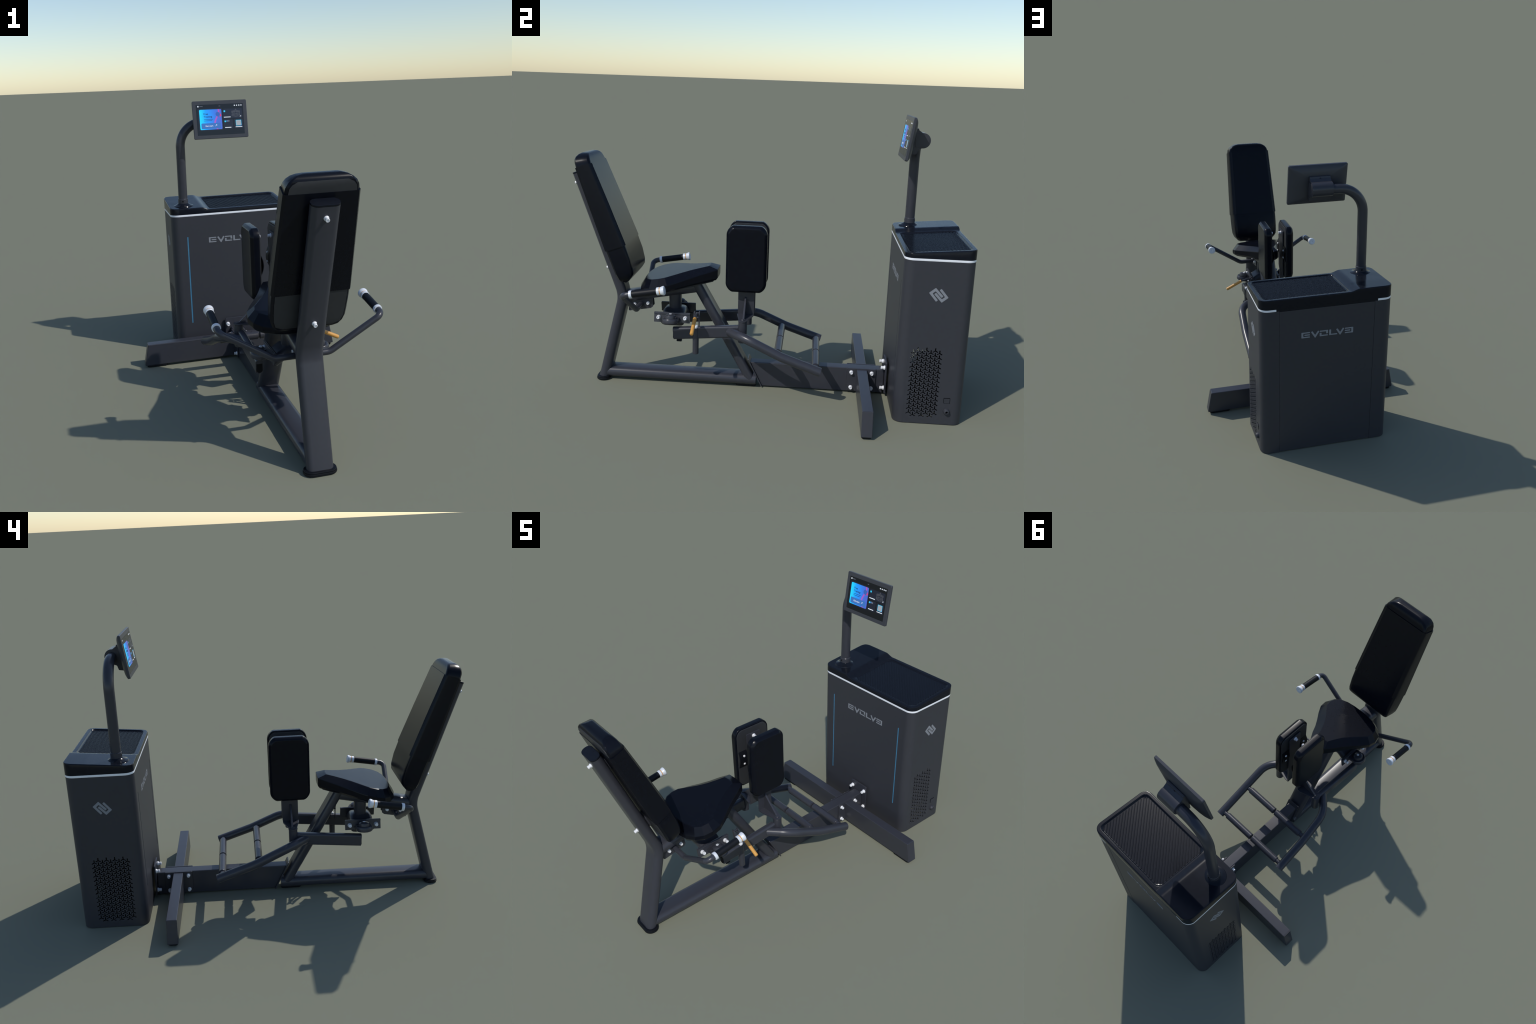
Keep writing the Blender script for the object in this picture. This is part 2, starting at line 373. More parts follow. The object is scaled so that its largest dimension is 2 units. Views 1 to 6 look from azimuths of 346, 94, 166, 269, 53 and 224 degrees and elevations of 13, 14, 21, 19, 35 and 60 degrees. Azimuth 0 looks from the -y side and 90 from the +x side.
spun([(0.0, 0.012), (0.0166, 0.0125), (0.0172, 0.016), (0.0172, 0.138), (0.0, 0.1385)], "rubber", "hand_grip")
spun([(0.0, 0.137), (0.018, 0.137), (0.0192, 0.1385), (0.0192, 0.1505), (0.0175, 0.1512), (0.0, 0.152)], "alu", "grip_collar")
spun([(0.0, 0.151), (0.0184, 0.151), (0.0184, 0.1552), (0.0, 0.1552)], "orange", "grip_band")
spun([(0.0, 0.155), (0.0185, 0.155), (0.0192, 0.156), (0.0196, 0.160), (0.0222, 0.166), (0.0226, 0.169), (0.0222, 0.1735), (0.0195, 0.1755), (0.007, 0.1755), (0.005, 0.174), (0, 0.174)], "alu", "grip_end_cap")
bm = prism(fillet([V((-0.716, 0.455)), V((-0.719, 0.384)), V((-0.60, 0.405)), V((-0.588, 0.415)), V((-0.594, 0.475)), V((-0.66, 0.47))], 0.006, 3, True), FX(), 0.015, 0.022, 0.0012)
pair("clamp_plate", bm, "frame", (bar, bar))
place("clamp_block", finish(box((0, -0.654, 0.442), (0.03, 0.06, 0.05), 0.004), "clamp_block"), "frame", bar)
for sx in (1, -1):
    for y, z in ((-0.685, 0.424), (-0.615, 0.432)): bolt((sx * 0.022, y, z), (sx, 0, 0), bar, 0.85, 0.6)

# ================================================================== pivot column and bearings
PY = -0.472
column = place("pivot_column", finish(sweep([(0, PY, 0.50), (0, PY, 0.375)], STADIUM(0.075, 0.064), (1, 0, 0)), "pivot_column"), "frame")
bm = sweep([(-0.086, PY, 0.356), (-0.03, PY, 0.390), (0.03, PY, 0.390), (0.086, PY, 0.356)], STADIUM(0.122, 0.052), (0, 1, 0))
place("pivot_yoke", finish(bm, "pivot_yoke"), "frame", column)
tilt = Matrix.Rotation(radians(11), 4, "Y")         # bearing axes lean inward at the top
def bearing_frame(): return Matrix.Translation((0.092, PY, 0.384)) @ Matrix.Rotation(radians(-11), 4, "Y")
BF = bearing_frame(); bparts = []
bm = prism(rrect(0.188, 0.054, 0.003), BF @ FX(), -0.004, 0.004, 0.0012)          # flange plate
prism(rrect(0.188, 0.008, 0.002), BF @ FX() @ Matrix.Translation((0, 0.021, 0)), 0.004, 0.009, 0.001, bm=bm)
brg = pair("bearing_flange", bm, "frame", (column, column))
bm = lathe([(0.0, -0.022), (0.016, -0.022), (0.022, -0.017), (0.036, -0.017), (0.042, -0.012), (0.043, -0.002), (0.042, 0.006), (0.039, 0.010), (0.030, 0.010), (0.029, 0.004), (0.0, 0.004)], 32, mt=BF @ Matrix.Translation((0.046, 0, -0.010)))
box((0.020, 0, -0.008), (0.036, 0.078, 0.022), 0.003, bm=(b2 := bmesh.new())); b2.transform(BF); bm = merge(bm, b2)
pair("bearing_housing", bm, "frame", (column, column))
bm = lathe([(0.0, -0.012), (0.028, -0.012), (0.0285, 0.006), (0.026, 0.013), (0.018, 0.018), (0.0, 0.0195)], 32, mt=BF @ Matrix.Translation((0.046, 0, 0.004)))
pair("bearing_cap", bm, "frame", (column, column))
pair("cap_screw", lathe([(0, 0), (0.0075, 0), (0.007, 0.002), (0, 0.0025)], 16, mt=BF @ Matrix.Translation((0.046, 0, 0.0232))), "zinc", (column, column))
for sx in (1, -1):
    for dy in (-0.069, 0.070):
        p = BF @ V((0.004, dy, -0.001)); dd = (BF.to_3x3() @ V((1, 0, 0)))
        bolt((sx * p.x, p.y, p.z), (sx * dd.x, dd.y, dd.z), column, 1.0, 1.15)

# ================================================================== swinging leg arms with foot pegs
AX = 0.136
bm = sweep([(AX, -0.455, 0.316), (AX, -0.118, 0.345)], rrect(0.034, 0.064, 0.011, 4), (1, 0, 0))
arms = pair("leg_arm", bm, "frame")
bm = prism(rrect(0.027, 0.056, 0.013, 6), frame((AX, -0.4556, 0.316), V((1, 0, 0)), V((0, 0, 1)), V((0, -1, 0))), -0.002, 0.0006)
pair("tube_opening", bm, "dark", arms)
tube = fillet([(0.140, -0.165, 0.340), (0.234, -0.074, 0.341), (0.244, 0.112, 0.2565), (0.246, 0.305, 0.1905)], [0, 0.13, 0.35, 0], 14, lim=0.8)
pair("curved_tube", sweep(tube, circle(0.0232, 24)), "frame", arms)
def peg(y, z):
    r = 0.0195
    return lathe([(0.0, 0.004), (r - 0.004, 0.004), (r - 0.004, 0.006), (r, 0.007), (r, 0.200), (r - 0.002, 0.203), (r - 0.006, 0.2035), (r - 0.006, 0.235), (0, 0.235)], 24, mt=axis_matrix((0.0, y, z), (1, 0, 0)))
for y, z in ((0.281, 0.2005), (0.088, 0.2655)): pair("foot_peg", peg(y, z), "frame", arms)
pair("pivot_post", rod((0.145, -0.098, 0.290), (0.145, -0.098, 0.400), 0.0225, 0.001), "frame", arms)
place("stop_block", finish(box((AX, -0.425, 0.281), (0.020, 0.026, 0.014), 0.0015), "stop_block"), "plast", arms[0])

# ================================================================== thigh pads
PC = -0.0945
def pad_ring(x, inset, top=0.892, bot=0.524, hw=0.1045, r=0.034, bulge=0.023):
    h = top - bot - 2 * bulge
    return [V((x, PC + u, (top + bot) / 2 + v + (1 if v > 0 else -1) * bulge * (1 - (u / hw) ** 2))) for u, v in rrect(2 * (hw - inset), h - 2 * inset, max(0.012, r - inset * 0.6), 7)]
bm = loft([pad_ring(0.048, 0.006), pad_ring(0.050, 0.001), pad_ring(0.053, 0), pad_ring(0.074, 0), pad_ring(0.079, 0.0015), pad_ring(0.0865, 0.009), pad_ring(0.0905, 0.014), pad_ring(0.0915, 0.018), pad_ring(0.0915, 0.045)])
cush = pair("thigh_pad", bm, "vinyl", angle=50)
pair("pad_backing", loft([pad_ring(0.043, 0.012), pad_ring(0.0442, 0.0095), pad_ring(0.0500, 0.0095)]), "board", cush)
# L-shaped bracket: upright plate, foot flange reaching out to the pivot pin, and a gusset
out = rrect(0.084, 0.438, 0.006, 3); fr = FX(0.0) @ Matrix.Translation((PC + 0.001, 0.624, 0))
bm = prism(out, fr, 0.0345, 0.0405, 0.0012)
fo2 = [V((0.036, -0.1365)), V((0.060, -0.1365)), V((0.132, -0.121))] + [V((0.145 + 0.024 * cos(a), -0.098 + 0.024 * sin(a))) for a in [radians(-90 + 18 * k) for k in range(11)]] + [V((0.132, -0.075)), V((0.060, -0.0525)), V((0.036, -0.0525))]
prism(fo2, FZ(), 0.4005, 0.4075, 0.001, bm=bm)
prism([V((0.040, 0.406)), V((0.040, 0.500)), V((0.046, 0.500)), V((0.140, 0.412)), V((0.140, 0.406))], FY(-0.096), -0.0045, 0.0045, 0.001, bm=bm)
pair("pad_bracket", bm, "frame", cush)
pair("pivot_pin", lathe([(0.0105, 0), (0.0105, 0.004), (0.009, 0.006), (0, 0.006)], 20, mt=Matrix.Translation((0.146, -0.098, 0.407))), "frame", cush)
# bowed black strap behind the bracket
N_ = 10; arc = [(0.0425 - 0.0135 * sin(pi * k / N_) ** 0.9, 0.656 + 0.098 * k / N_) for k in range(N_ + 1)]
for y0, y1 in ((-0.187, -0.138), (-0.050, -0.002)):
    bm = loft([[V((x, y, z)) for x, z in arc] + [V((x + 0.003, y, z)) for x, z in reversed(arc)] for y in (y0, y1)])
    pair("pad_strap", bm, "rubber", cush)
    for z in (0.681, 0.728):
        pair("strap_screw", lathe([(0.0062, -0.003), (0.0062, 0.001), (0.004, 0.003), (0, 0.0034)], 14, mt=axis_matrix((0.0315, (y0 + y1) / 2 + 0.003, z), (-1, 0, 0.25 if z > 0.7 else -0.25))), "zinc", cush)
for sx, c in ((1, cush[0]), (-1, cush[1])): bolt((sx * 0.0345, -0.092, 0.824), (-sx, 0, 0), c, 0.95, 0.8)

# ================================================================== adjustment lever (one side only)
lever_post = place("lever_post", finish(rod((0.1435, -0.339, 0.213), (0.1435, -0.339, 0.352), 0.0158, 0.001), "lever_post"), "frame", arms[0])
place("plunger_screw", finish(lathe([(0.011, 0), (0.0115, 0.003), (0.0115, 0.009), (0.009, 0.013), (0, 0.014)], 18, mt=Matrix.Translation((0.1435, -0.339, 0.352))), "plunger_screw"), "zinc", arms[0])
lever = place("adjustment_lever", finish(sweep(fillet([(0.108, -0.338, 0.415), (0.135, -0.338, 0.424), (0.181, -0.3385, 0.413), (0.200, -0.3385, 0.4035)], 0.03, 5), circle(0.0058, 14)), "adjustment_lever"), "frame")
p0, p1 = V((0.178, -0.3385, 0.4145)), V((0.279, -0.338, 0.364)); L_ = (p1 - p0).length
place("lever_grip", finish(lathe([(0, 0), (0.0085, 0), (0.0095, 0.003), (0.0095, L_ - 0.004), (0.008, L_ - 0.001), (0.006, L_), (0, L_)], 22, mt=axis_matrix(p0, p1 - p0)), "lever_grip"), "orange", lever)
for y in (-0.3525, -0.3265):
    bm = prism(fillet([V((0.094, 0.428)), V((0.112, 0.428)), V((0.128, 0.395)), V((0.120, 0.335)), V((0.112, 0.335)), V((0.106, 0.39))], 0.004, 3, True), FY(y), -0.0025, 0.0025, 0.0006)
    place("lever_bracket", finish(bm, "lever_bracket"), "frame", lever)
for z, x in ((0.419, 0.104), (0.398, 0.114)):
    place("pivot_pin", finish(rod((x, -0.357, z), (x, -0.322, z), 0.0042, 0.0008, 14), "pivot_pin"), "frame", lever)

# ================================================================== motor cabinet
X0, Y0, Y1, RC, ZT = 0.3430, 0.667, 0.998, 0.045, 0.812
CYm = (Y0 + Y1) / 2
def star(cx, cy, r=0.0146, w=0.0027):
    pts = []
    for k in range(3):
        a = pi / 2 + k * 2 * pi / 3; dx, dy = cos(a), sin(a); nx, ny = -dy, dx
        ain = a - pi / 3; q = w / sin(pi / 3)
        pts += [(cx + q * cos(ain), cy + q * sin(ain)), (cx + dx * r - nx * w, cy + dy * r - ny * w), (cx + dx * r + nx * w, cy + dy * r + ny * w)]
    return pts
def star_grid(ncol, dirn):
    """Staggered columns 20.6 mm apart; odd columns sit half a step lower and hold one star more."""
    return [star(dirn * (0.7405 + 0.0206 * c), (0.0425 if c % 2 else 0.0548) + 0.0238 * r) for c in range(ncol) for r in range(15 if c % 2 else 14)]
F_PX = frame((X0, 0, 0), V((0, 1, 0)), V((0, 0, 1)), V((1, 0, 0)))
F_NX = frame((-X0, 0, 0), V((0, -1, 0)), V((0, 0, 1)), V((-1, 0, 0)))
F_FR = frame((0, Y0, 0), V((1, 0, 0)), V((0, 0, 1)), V((0, -1, 0)))
F_BK = frame((0, Y1, 0), V((-1, 0, 0)), V((0, 0, 1)), V((0, 1, 0)))
ya, yb = Y0 + RC, Y1 - RC
TH = 0.004
bm = curve_panel([(ya, 0), (yb, 0), (yb, ZT), (ya, ZT)], star_grid(7, 1), TH, F_PX)
curve_panel([(-yb, 0), (-ya, 0), (-ya, ZT), (-yb, ZT)], star_grid(9, -1), TH, F_NX, bm)
xa = X0 - RC
slot = lambda x: [(x - 0.0040, 0.179), (x + 0.0040, 0.179), (x + 0.0040, 0.694), (x - 0.0040, 0.694)]
curve_panel([(-xa, 0), (xa, 0), (xa, ZT), (-xa, ZT)], [slot(-0.256), slot(0.256)], TH, F_FR, bm)
PBX = 0.246                                                    # half-width of the removable back panel
for s in (-1, 1):
    a, b = sorted((s * (PBX + 0.0012), s * xa))
    curve_panel([(a, 0), (b, 0), (b, ZT), (a, ZT)], [], TH, F_BK, bm)
for sx in (-1, 1):
    for sy, yc in ((-1, ya), (1, yb)):
        arc2 = []
        for k in range(13):
            a = radians(90 * k / 12); arc2.append((cos(a), sin(a)))
        outer = [V((sx * (xa + RC * c), yc + sy * RC * s, 0)) for c, s in arc2]
        inner = [V((sx * (xa + (RC - TH) * c), yc + sy * (RC - TH) * s, 0)) for c, s in reversed(arc2)]
        loop = outer + inner
        loft([[p + V((0, 0, z)) for p in loop] for z in (0, ZT)], bm=bm)
cabinet = place("cabinet", finish(bm, "cabinet", 25), "cab", wn=False)
place("back_panel", finish(curve_panel([(-PBX, 0.003), (PBX, 0.003), (PBX, 0.8085), (-PBX, 0.8085)], [], 0.008, F_BK @ Matrix.Translation((0, 0, -0.0006))), "back_panel"), "cab", cabinet, wn=False)
for s in (-1, 1):
    place("light_strip", finish(box((s * 0.256, Y0 + 0.0032, 0.4365), (0.0085, 0.004, 0.519), 0), "light_strip"), "blue", cabinet, wn=False)
place("drive_unit", finish(box((0.10, 0.885, 0.125), (0.24, 0.15, 0.23), 0.01), "drive_unit"), "dark", cabinet)
ro = rrect(2 * X0, Y1 - Y0, RC, 10)
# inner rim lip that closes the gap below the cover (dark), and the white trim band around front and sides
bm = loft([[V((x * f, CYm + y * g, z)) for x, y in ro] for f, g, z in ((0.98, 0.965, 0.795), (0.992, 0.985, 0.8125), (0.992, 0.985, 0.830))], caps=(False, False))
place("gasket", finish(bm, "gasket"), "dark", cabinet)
full_o = [(x, CYm + y) for x, y in rrect(2 * X0, Y1 - Y0, RC, 10)]
start = [p for p in full_o if p[1] < Y1 - 1e-4 or True]
# order the trim path: back edge +x, round the corner, front, round to back edge -x
loop = rrect(2 * X0, Y1 - Y0, RC, 10)
q = [(x, CYm + y) for x, y in loop]
c1, c2, c3, c4 = q[0:11], q[11:22], q[22:33], q[33:44]
tpath = [V((-0.262, Y1, 0))] + [V((*p, 0)) for p in c2 + c3 + c4 + c1] + [V((0.262, Y1, 0))]
rings = []
for i, p in enumerate(tpath):
    t = (tpath[min(i + 1, len(tpath) - 1)] - tpath[max(i - 1, 0)]).normalized(); nn = V((t.y, -t.x, 0))
    if nn.dot(p - V((0, CYm, 0))) < 0: nn = -nn
    rings.append([p + nn * a + V((0, 0, z)) for a, z in ((-0.010, 0.8125), (0.0002, 0.8125), (0.0010, 0.8145), (0.0010, 0.8215), (0.0002, 0.8235), (-0.010, 0.8235))])
place("trim_band", finish(loft(rings), "trim_band", 40), "trim", cabinet)

# ---- moulded top cover: sloping lid with a raised console deck and a sunken ribbed tray
def smooth(a, b, t):
    t = max(0, min(1, (t - a) / (b - a))); return t * t * (3 - 2 * t)
def lid_z(x, y): return 0.8450 + 0.086 * (y - Y0) + 0.0135 * (1 - smooth(-0.168, -0.118, x))
TX0, TX1, TY0, TY1, TR = -0.120, 0.325, Y0 + 0.020, Y1 - 0.020, 0.030
def tray_sdf(x, y):
    cx, cy, hx, hy = (TX0 + TX1) / 2, (TY0 + TY1) / 2, (TX1 - TX0) / 2, (TY1 - TY0) / 2
    qx, qy = abs(x - cx) - hx + TR, abs(y - cy) - hy + TR
    return sqrt(max(qx, 0) ** 2 + max(qy, 0) ** 2) + min(max(qx, qy), 0) - TR
FLOOR = 0.0075
def floor_z(y): return 0.8450 + 0.086 * (y - Y0) - FLOOR
def cover_z(x, y):
    s = tray_sdf(x, y); k = smooth(0.001, -0.0065, s)
    return lid_z(x, y) * (1 - k) + floor_z(y) * k
CX_, CYh = X0 + 0.0008, (Y1 - Y0) / 2 + 0.0008
def lines(h, extra):
    base = [h * (-1 + 2 * k / 84) for k in range(85)] if h > 0.2 else [h * (-1 + 2 * k / 46) for k in range(47)]
    for e in extra: base.append(e)
    base = sorted(base); out = [base[0]]
    for b in base[1:]:
        if b - out[-1] > 0.0006: out.append(b)
    out[-1] = h; return out
near = [s * 0.0012 for s in range(-7, 3)]
xs = lines(CX_, [TX0 - s for s in near] + [TX1 + s for s in near] + [CX_ - 0.001, CX_ - 0.0025, CX_ - 0.005, -CX_ + 0.001, -CX_ + 0.0025, -CX_ + 0.005])
ys = lines(CYh, [TY0 - CYm - s for s in near] + [TY1 - CYm + s for s in near] + [CYh - 0.001, CYh - 0.0025, CYh - 0.005, -CYh + 0.001, -CYh + 0.0025, -CYh + 0.005])
def round_corner(x, y):
    a, b = abs(x) - (CX_ - RC), abs(y) - (CYh - RC)
    if a > 0 and b > 0:
        a, b = a / RC, b / RC; a, b = a * sqrt(1 - b * b / 2), b * sqrt(1 - a * a / 2)
        return math.copysign(CX_ - RC + a * RC, x), math.copysign(CYh - RC + b * RC, y)
    return x, y
bm = bmesh.new(); G = []
for x in xs:
    row = []
    for y in ys:
        de = min(CX_ - abs(x), CYh - abs(y)); drop = 0.0045 * (1 - sqrt(max(0, 1 - (1 - min(1, de / 0.0045)) ** 2)))
        X, Y = round_corner(x, y)
        row.append(bm.verts.new((X, CYm + Y, cover_z(X, CYm + Y) - drop)))
    G.append(row)
for i in range(len(xs) - 1):
    for j in range(len(ys) - 1): bm.faces.new((G[i][j], G[i + 1][j], G[i + 1][j + 1], G[i][j + 1]))
edge = [G[i][0] for i in range(len(xs))] + G[-1][1:] + [G[i][-1] for i in range(len(xs) - 2, -1, -1)] + G[0][-2:0:-1]
low = [bm.verts.new((v.co.x, v.co.y, 0.8235)) for v in edge]
low2 = [bm.verts.new((v.co.x * 0.97, CYm + (v.co.y - CYm) * 0.95, 0.8235)) for v in edge]
for k in range(len(edge)):
    j = (k + 1) % len(edge)
    bm.faces.new((edge[k], low[k], low[j], edge[j])); bm.faces.new((low[k], low2[k], low2[j], low[j]))
cover = place("top_cover", finish(bm, "top_cover", 40), "plast", wn=False)
# black bar that fills the trim gap over the back panel
place("dark_gap_bar", finish(box((0, Y1 - 0.0045, 0.8165), (0.5235, 0.009, 0.0155), 0.001), "dark_gap_bar"), "plast", cover)
# diagonal tray ribs
bm = bmesh.new(); SP = 0.0134; k = 0
tx0, tx1, ty0, ty1 = TX0 + 0.010, TX1 - 0.010, TY0 + 0.009, TY1 - 0.009
c = tx0 + ty0
while c < tx1 + ty1:
    c += SP * sqrt(2)
    xa_, xb_ = max(tx0, c - ty1), min(tx1, c - ty0)
    # keep the rib ends off the rounded tray corners
    while xb_ - xa_ > 0.01 and tray_sdf(xa_, c - xa_) > -0.008: xa_ += 0.001
    while xb_ - xa_ > 0.01 and tray_sdf(xb_, c - xb_) > -0.008: xb_ -= 0.001
    if xb_ - xa_ < 0.012: continue
    rings = []
    for X in (xa_, xb_):
        Y = c - X; z = floor_z(Y); o = V((1, 1, 0)).normalized()
        rings.append([V((X, Y, z)) + o * a + V((0, 0, h)) for a, h in ((-0.0030, -0.001), (-0.0017, 0.0022), (0.0017, 0.0022), (0.0030, -0.001))])
    loft(rings, bm=bm)
ribs = place("tray_rib", finish(bm, "tray_rib", 20), "tray", cover, wn=False); ribs["kind"] = "stuff"
# console post socket
PX, PYc = -0.254, 0.752
CABX = 0.0045                       # the cabinet sits slightly off the machine axis
bm = lathe([(0.060, -0.006), (0.056, 0.001), (0.046, 0.0035), (0.037, 0.008), (0.031, 0.0125), (0.0295, 0.0145), (0.025, 0.0145)], 36, mt=Matrix.Translation((PX - CABX, PYc, 0.8650)))
place("post_socket", finish(bm, "post_socket"), "plast", cover)

# ---- lettering and emblem
def strip(pts, w):
    """Closed outline of a mitred polyline stroke; w may be one width or one per segment."""
    pts = [V(p) for p in pts]; n = len(pts); ws = w if isinstance(w, (list, tuple)) else [w] * (n - 1); L, R = [], []
    nr = [V((-(b - a).y, (b - a).x)).normalized() for a, b in zip(pts, pts[1:])]
    for i, p in enumerate(pts):
        if i == 0: l, r = p + nr[0] * ws[0] / 2, p - nr[0] * ws[0] / 2
        elif i == n - 1: l, r = p + nr[-1] * ws[-1] / 2, p - nr[-1] * ws[-1] / 2
        else:
            res = []
            for s in (1, -1):       # intersect the two offset lines
                a0, a1 = pts[i - 1] + nr[i - 1] * s * ws[i - 1] / 2, p + nr[i - 1] * s * ws[i - 1] / 2
                b0, b1 = p + nr[i] * s * ws[i] / 2, pts[i + 1] + nr[i] * s * ws[i] / 2
                da, db = a1 - a0, b1 - b0; den = da.x * db.y - da.y * db.x
                t = ((b0 - a0).x * db.y - (b0 - a0).y * db.x) / den; res.append(a0 + da * t)
            l, r = res
        L.append(l); R.append(r)
    return fillet(L + R[::-1], min(ws) * 0.22, 3, True)
h, wv, wh = 0.0305, 0.0095, 0.0062
b_, t_, m_ = wh / 2, h - wh / 2, h / 2
def letter_E(x, w, s=1):
    f = lambda u: x + u if s > 0 else x + w - u
    return [([(f(w), t_), (f(wv / 2), t_), (f(wv / 2), b_), (f(w), b_)], [wh, wv, wh]), ([(f(0.0155), m_), (f(w), m_)], wh)]
def letter_V(x, w): return [([(x + 0.003, h), (x + w / 2, 0.002), (x + w - 0.003, h)], 0.0088)]
def letter_O(x, w): return [([(x + 0.0008, t_), (x + w - wv / 2, t_), (x + w - wv / 2, 0.0120)], [wh, wv]), ([(x + w - 0.0008, b_), (x + wv / 2, b_), (x + wv / 2, h - 0.0120)], [wh, wv])]
def letter_L(x, w): return [([(x + wv / 2, h), (x + wv / 2, b_), (x + w, b_)], [wv, wh])]
W_ = 0.270; X_ = -W_ / 2
letters = [letter_E(X_, 0.0435), letter_V(X_ + 0.0500, 0.0420), letter_O(X_ + 0.0945, 0.0430), letter_L(X_ + 0.1440, 0.0415), letter_V(X_ + 0.1805, 0.0415), letter_E(X_ + 0.2265, 0.0435, -1)]
for fr_ in (F_FR, F_BK):
    for let in letters:
        bm = bmesh.new()
        for pts, w in let: prism(strip(pts, w), fr_ @ Matrix.Translation((0.0, 0.6515, 0)), -0.0005, 0.0006, bm=bm)
        place("letter", finish(bm, "letter"), "mark", cabinet, wn=False)
px = 8.9e-5
clip = [((x - 965) * px, -(y - 763) * px) for x, y in ((893, 1080), (542, 664), (786, 458), (1163, 853))]
for fr_, yc in ((F_PX, 0.834), (F_NX, -0.832)):
    for s in (1, -1):
        st = strip([(s * x, s * z) for x, z in clip], [0.0112, 0.0125, 0.0112])
        place("emblem", finish(prism(st, fr_ @ Matrix.Translation((yc, 0.6515, 0)), -0.0005, 0.0006), "emblem"), "mark", cabinet, wn=False)
# mains switch and socket on the +x side
bm = prism(rrect(0.031, 0.028, 0.002), F_PX @ Matrix.Translation((0.9185, 0.1255, 0)), -0.002, 0.0012)
sw = place("mains_switch", finish(bm, "mains_switch"), "dark", cabinet, wn=False)
place("switch_rocker", finish(box((X0 + 0.0015, 0.9185, 0.1245), (0.003, 0.027, 0.024), 0.0008, rot=Matrix.Rotation(radians(5), 3, "Y")), "switch_rocker"), "cab", cabinet)
bm = lathe([(0.0155, -0.001), (0.0155, 0.003), (0.0135, 0.009), (0.0115, 0.013), (0.008, 0.0145), (0.0062, 0.0145), (0.0062, 0.004), (0, 0.004)], 28, mt=axis_matrix((X0, 0.921, 0.069), (1, 0, 0)))
place("power_socket", finish(bm, "power_socket"), "cab", cabinet)
place("socket_hole", finish(lathe([(0, 0.0045), (0.0062, 0.0045), (0.006, 0.0055), (0, 0.0055)], 16, mt=axis_matrix((X0, 0.921, 0.069), (1, 0, 0))), "socket_hole"), "dark", cabinet, wn=False)

# ================================================================== console post and touch console
TUBE_R, TZ = 0.0258, 1.3335
ex = PX + 0.004
path = fillet([(PX, PYc, 0.880), (ex, PYc, TZ - 0.004), (-0.06, PYc, TZ)], [0, 0.132, 0], 20, lim=0.8)
bm = sweep(path, circle(TUBE_R, 28))
post = place("console_post", finish(bm, "console_post"), "frame")
bm = lathe([(0.0262, 0), (0.0285, 0.001), (0.0280, 0.036), (0.0265, 0.038), (0.025, 0.038)], 32, mt=Matrix.Translation((PX, PYc, 0.868)))
place("post_collar", finish(bm, "post_collar"), "frame", post)
for a in (-100, 80):
    dv = V((cos(radians(a)), sin(radians(a)), 0))
    place("set_screw", finish(lathe([(0, 0), (0.0045, 0), (0.0045, 0.0008), (0, 0.0008)], 14, mt=axis_matrix(V((PX, PYc, 0.891)) + dv * 0.0278, dv)), "set_screw"), "dark", post, wn=False)

up = V((0, 0.031, 0.207)).normalized(); nr = V((1, 0, 0)).cross(up)
CF = frame((-0.028, 0.671, 1.3468), V((1, 0, 0)), up, nr)
W, H = 0.309, 0.2095
def cr(w, hh, r, z, dv=0.0): return [CF @ V((u, v + dv, z)) for u, v in rrect(w, hh, r, 5)]
bm = loft([cr(W - 0.003, H - 0.003, 0.006, 0.0), cr(W, H, 0.007, -0.0015), cr(W, H, 0.007, -0.0125), cr(W - 0.004, H - 0.004, 0.006, -0.0140),
           cr(W * 0.95, H * 0.94, 0.010, -0.0185), cr(W * 0.86, H * 0.84, 0.014, -0.0250), cr(W * 0.74, H * 0.71, 0.020, -0.0300), cr(W * 0.58, H * 0.55, 0.022, -0.0335), cr(W * 0.38, H * 0.35, 0.022, -0.0350)])
console = place("console", finish(bm, "console", 32), "bezel")
# knuckle joining the console to the post
KX0, KX1 = -0.084, 0.025
prof = [V((0.700, 1.2665)), V((0.723, 1.270)), V((0.730, 1.292))] + [V((0.7495 + 0.0375 * cos(a), 1.336 + 0.0375 * sin(a))) for a in [radians(-95 + 16 * k) for k in range(13)]] + [V((0.727, 1.386)), V((0.7245, 1.394)), V((0.714, 1.3945)), V((0.700, 1.340))]
bm = prism(prof, FX(), KX0, KX1, 0.0012)
place("console_knuckle", finish(bm, "console_knuckle", 30), "frame", console)
prof2 = [V((0.712, 1.303))] + [V((0.7495 + 0.030 * cos(a), 1.336 + 0.030 * sin(a))) for a in [radians(-90 + 18 * k) for k in range(11)]] + [V((0.712, 1.369))]
place("knuckle_cover", finish(prism(prof2, FX(), KX1, KX1 + 0.0022, 0.001), "knuckle_cover"), "frame", console)
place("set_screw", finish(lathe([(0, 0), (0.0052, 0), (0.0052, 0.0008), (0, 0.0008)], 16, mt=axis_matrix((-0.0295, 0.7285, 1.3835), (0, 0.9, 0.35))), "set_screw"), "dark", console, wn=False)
place("cable_slot", finish(prism(rrect(0.20, 0.003, 0.001), CF @ Matrix.Translation((0, -0.058, 0)), -0.026, -0.0215), "cable_slot"), "dark", console, wn=False)
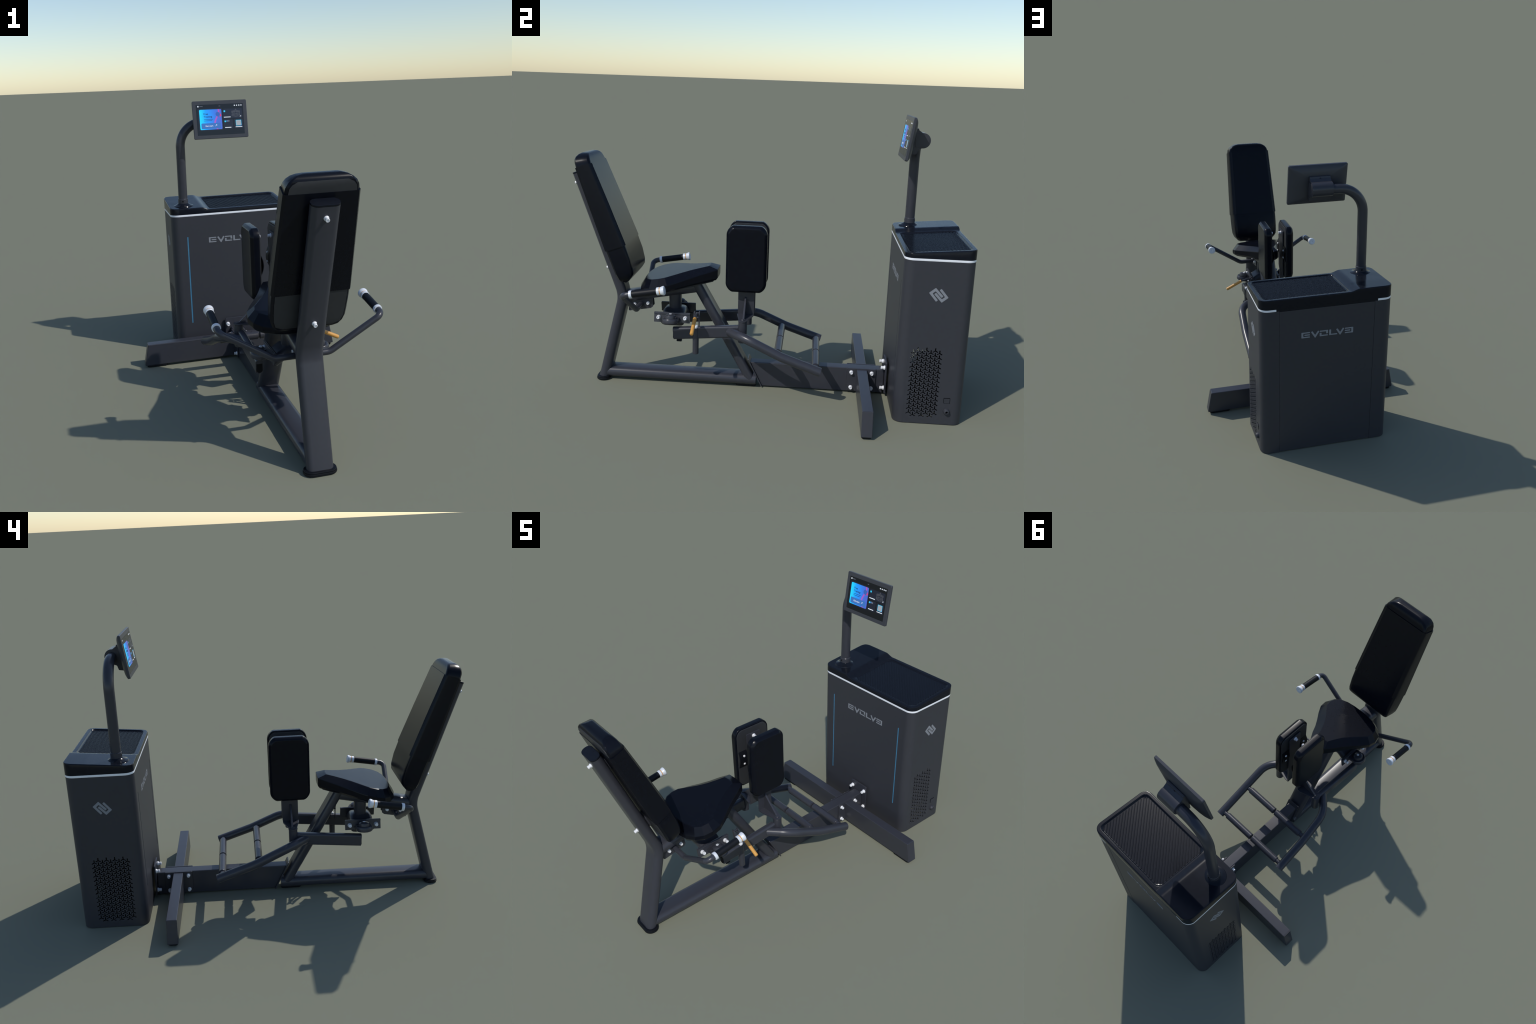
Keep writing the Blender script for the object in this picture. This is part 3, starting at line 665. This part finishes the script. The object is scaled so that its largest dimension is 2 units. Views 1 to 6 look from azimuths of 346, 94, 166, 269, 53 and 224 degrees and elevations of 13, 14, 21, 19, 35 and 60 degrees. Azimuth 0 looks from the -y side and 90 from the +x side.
# screen and its on-screen panels (thin raised layers)
SW, SH = 0.268, 0.1690
def layer(name, u0, v0, u1, v1, mat, lift, r=0.003):
    """Rectangle in screen fractions (v measured down from the top)."""
    w, hh = (u1 - u0) * SW, (v1 - v0) * SH
    mt = CF @ Matrix.Translation(((u0 + u1) / 2 * SW - SW / 2, SH / 2 - (v0 + v1) / 2 * SH, lift))
    me = finish(prism(rrect(w, hh, r, 4), Matrix(), -0.0002, 0.0001), name)
    return place(name, me, mat, console, mt, wn=False)
layer("screen", 0, 0, 1, 1, "glass", 0.0004, 0.001)
layer("screen_tile", 0.035, 0.135, 0.545, 0.845, "tile", 0.0006, 0.005)
layer("screen_card", 0.062, 0.165, 0.530, 0.820, "card", 0.0009, 0.006)
layer("screen_button", 0.090, 0.610, 0.495, 0.790, "dim", 0.0012, 0.004)
layer("screen_tile", 0.565, 0.165, 0.970, 0.480, "tile", 0.0006, 0.004)
layer("screen_tile", 0.565, 0.510, 0.760, 0.820, "tile", 0.0006, 0.004)
layer("screen_tile", 0.785, 0.510, 0.975, 0.810, "tile", 0.0006, 0.004)
layer("screen_icon", 0.578, 0.215, 0.612, 0.270, "cyan", 0.0009, 0.002)
layer("screen_icon", 0.582, 0.548, 0.616, 0.600, "cyan", 0.0009, 0.002)
layer("screen_icon", 0.622, 0.540, 0.690, 0.590, "grey", 0.0009, 0.002)
layer("screen_icon", 0.625, 0.545, 0.650, 0.585, "dim", 0.0012, 0.002)
layer("screen_frame", 0.822, 0.545, 0.940, 0.730, "cyan", 0.0009, 0.002)
layer("screen_frame", 0.888, 0.640, 0.942, 0.732, "violet", 0.0008, 0.002)
layer("screen_square", 0.830, 0.557, 0.932, 0.718, "qr", 0.0012, 0.001)
for u in (0.806, 0.853, 0.902, 0.948): layer("screen_icon", u, 0.045, u + 0.024, 0.080, "white", 0.0009, 0.0015)
layer("screen_icon", 0.032, 0.035, 0.058, 0.080, "white", 0.0009, 0.002)
layer("screen_icon", 0.480, 0.058, 0.515, 0.072, "grey", 0.0009, 0.0008)
for u, v, w in ((0.150, 0.478, 0.19), (0.150, 0.525, 0.17)): layer("screen_text_line", u, v, u + w, v + 0.012, "ink", 0.0012, 0.0005)
layer("screen_text_line", 0.575, 0.425, 0.720, 0.448, "white", 0.0009, 0.0008)
layer("screen_text_line", 0.585, 0.765, 0.720, 0.788, "white", 0.0009, 0.0008)
layer("screen_text_line", 0.812, 0.760, 0.955, 0.780, "white", 0.0009, 0.0008)
layer("screen_text_line", 0.075, 0.050, 0.145, 0.068, "grey", 0.0009, 0.0006)
# plain muscular-torso stand-in made of soft grey lobes
def lobe(u, v, ru, rv, mat="grey", lift=0.0008, rot=0.0):
    pts = [(ru * SW * cos(a) * cos(rot) - rv * SH * sin(a) * sin(rot), ru * SW * cos(a) * sin(rot) + rv * SH * sin(a) * cos(rot)) for a in [2 * pi * k / 20 for k in range(20)]]
    mt = CF @ Matrix.Translation((u * SW - SW / 2, SH / 2 - v * SH, lift))
    place("screen_figure", finish(prism(pts, Matrix(), -0.0002, 0.0001), "screen_figure"), mat, console, mt, wn=False)
M["fig"] = screen_material("screen_figure_grey", (0.045, 0.048, 0.060), 0.4)
for s in (-1, 1):
    lobe(0.835 + s * 0.031, 0.262, 0.030, 0.040, "fig"); lobe(0.835 + s * 0.074, 0.275, 0.020, 0.045, "fig"); lobe(0.835 + s * 0.078, 0.370, 0.013, 0.060, "fig", rot=s * 0.15)
    for k in range(3): lobe(0.835 + s * 0.016, 0.335 + 0.045 * k, 0.014, 0.019, "fig")
    lobe(0.835 + s * 0.045, 0.375, 0.012, 0.065, "fig")
lobe(0.835, 0.205, 0.016, 0.03, "fig")
M["arm"] = screen_material("screen_arm_blue", (0.03, 0.10, 0.36), 0.45); M["pink"] = screen_material("screen_pink", (0.62, 0.03, 0.12), 0.45)
lobe(0.485, 0.345, 0.028, 0.070, "pink", 0.00100, 0.75); lobe(0.452, 0.330, 0.045, 0.080, "arm", 0.00105, 0.5)
for s, size, u, v, mat in (("Free", 0.0145, 0.148, 0.335, "ink"), ("Training", 0.0145, 0.148, 0.425, "ink"), ("Get start", 0.0120, 0.170, 0.722, "white")):
    me = text_mesh(s, size, CF @ Matrix.Translation((u * SW - SW / 2, SH / 2 - v * SH, 0.0014)))
    place("screen_text", me, mat, console, wn=False)
def arrow(u, v, sc):
    bm = bmesh.new(); mt = CF @ Matrix.Translation((u * SW - SW / 2, SH / 2 - v * SH, 0.0013))
    for pts in ([(-1, -1), (0.8, 0.8)], [(-0.3, 1), (1, 1), (1, -0.3)]):
        prism(strip([(a * sc, b * sc) for a, b in pts], sc * 0.4), mt, -0.0002, 0.0001, bm=bm)
    place("screen_arrow", finish(bm, "screen_arrow"), "white", console, wn=False)
arrow(0.400, 0.690, 0.0042); arrow(0.930, 0.425, 0.0032)

# shift cabinet and its lid as one
for ob in (cabinet, cover): ob.location.x += CABX
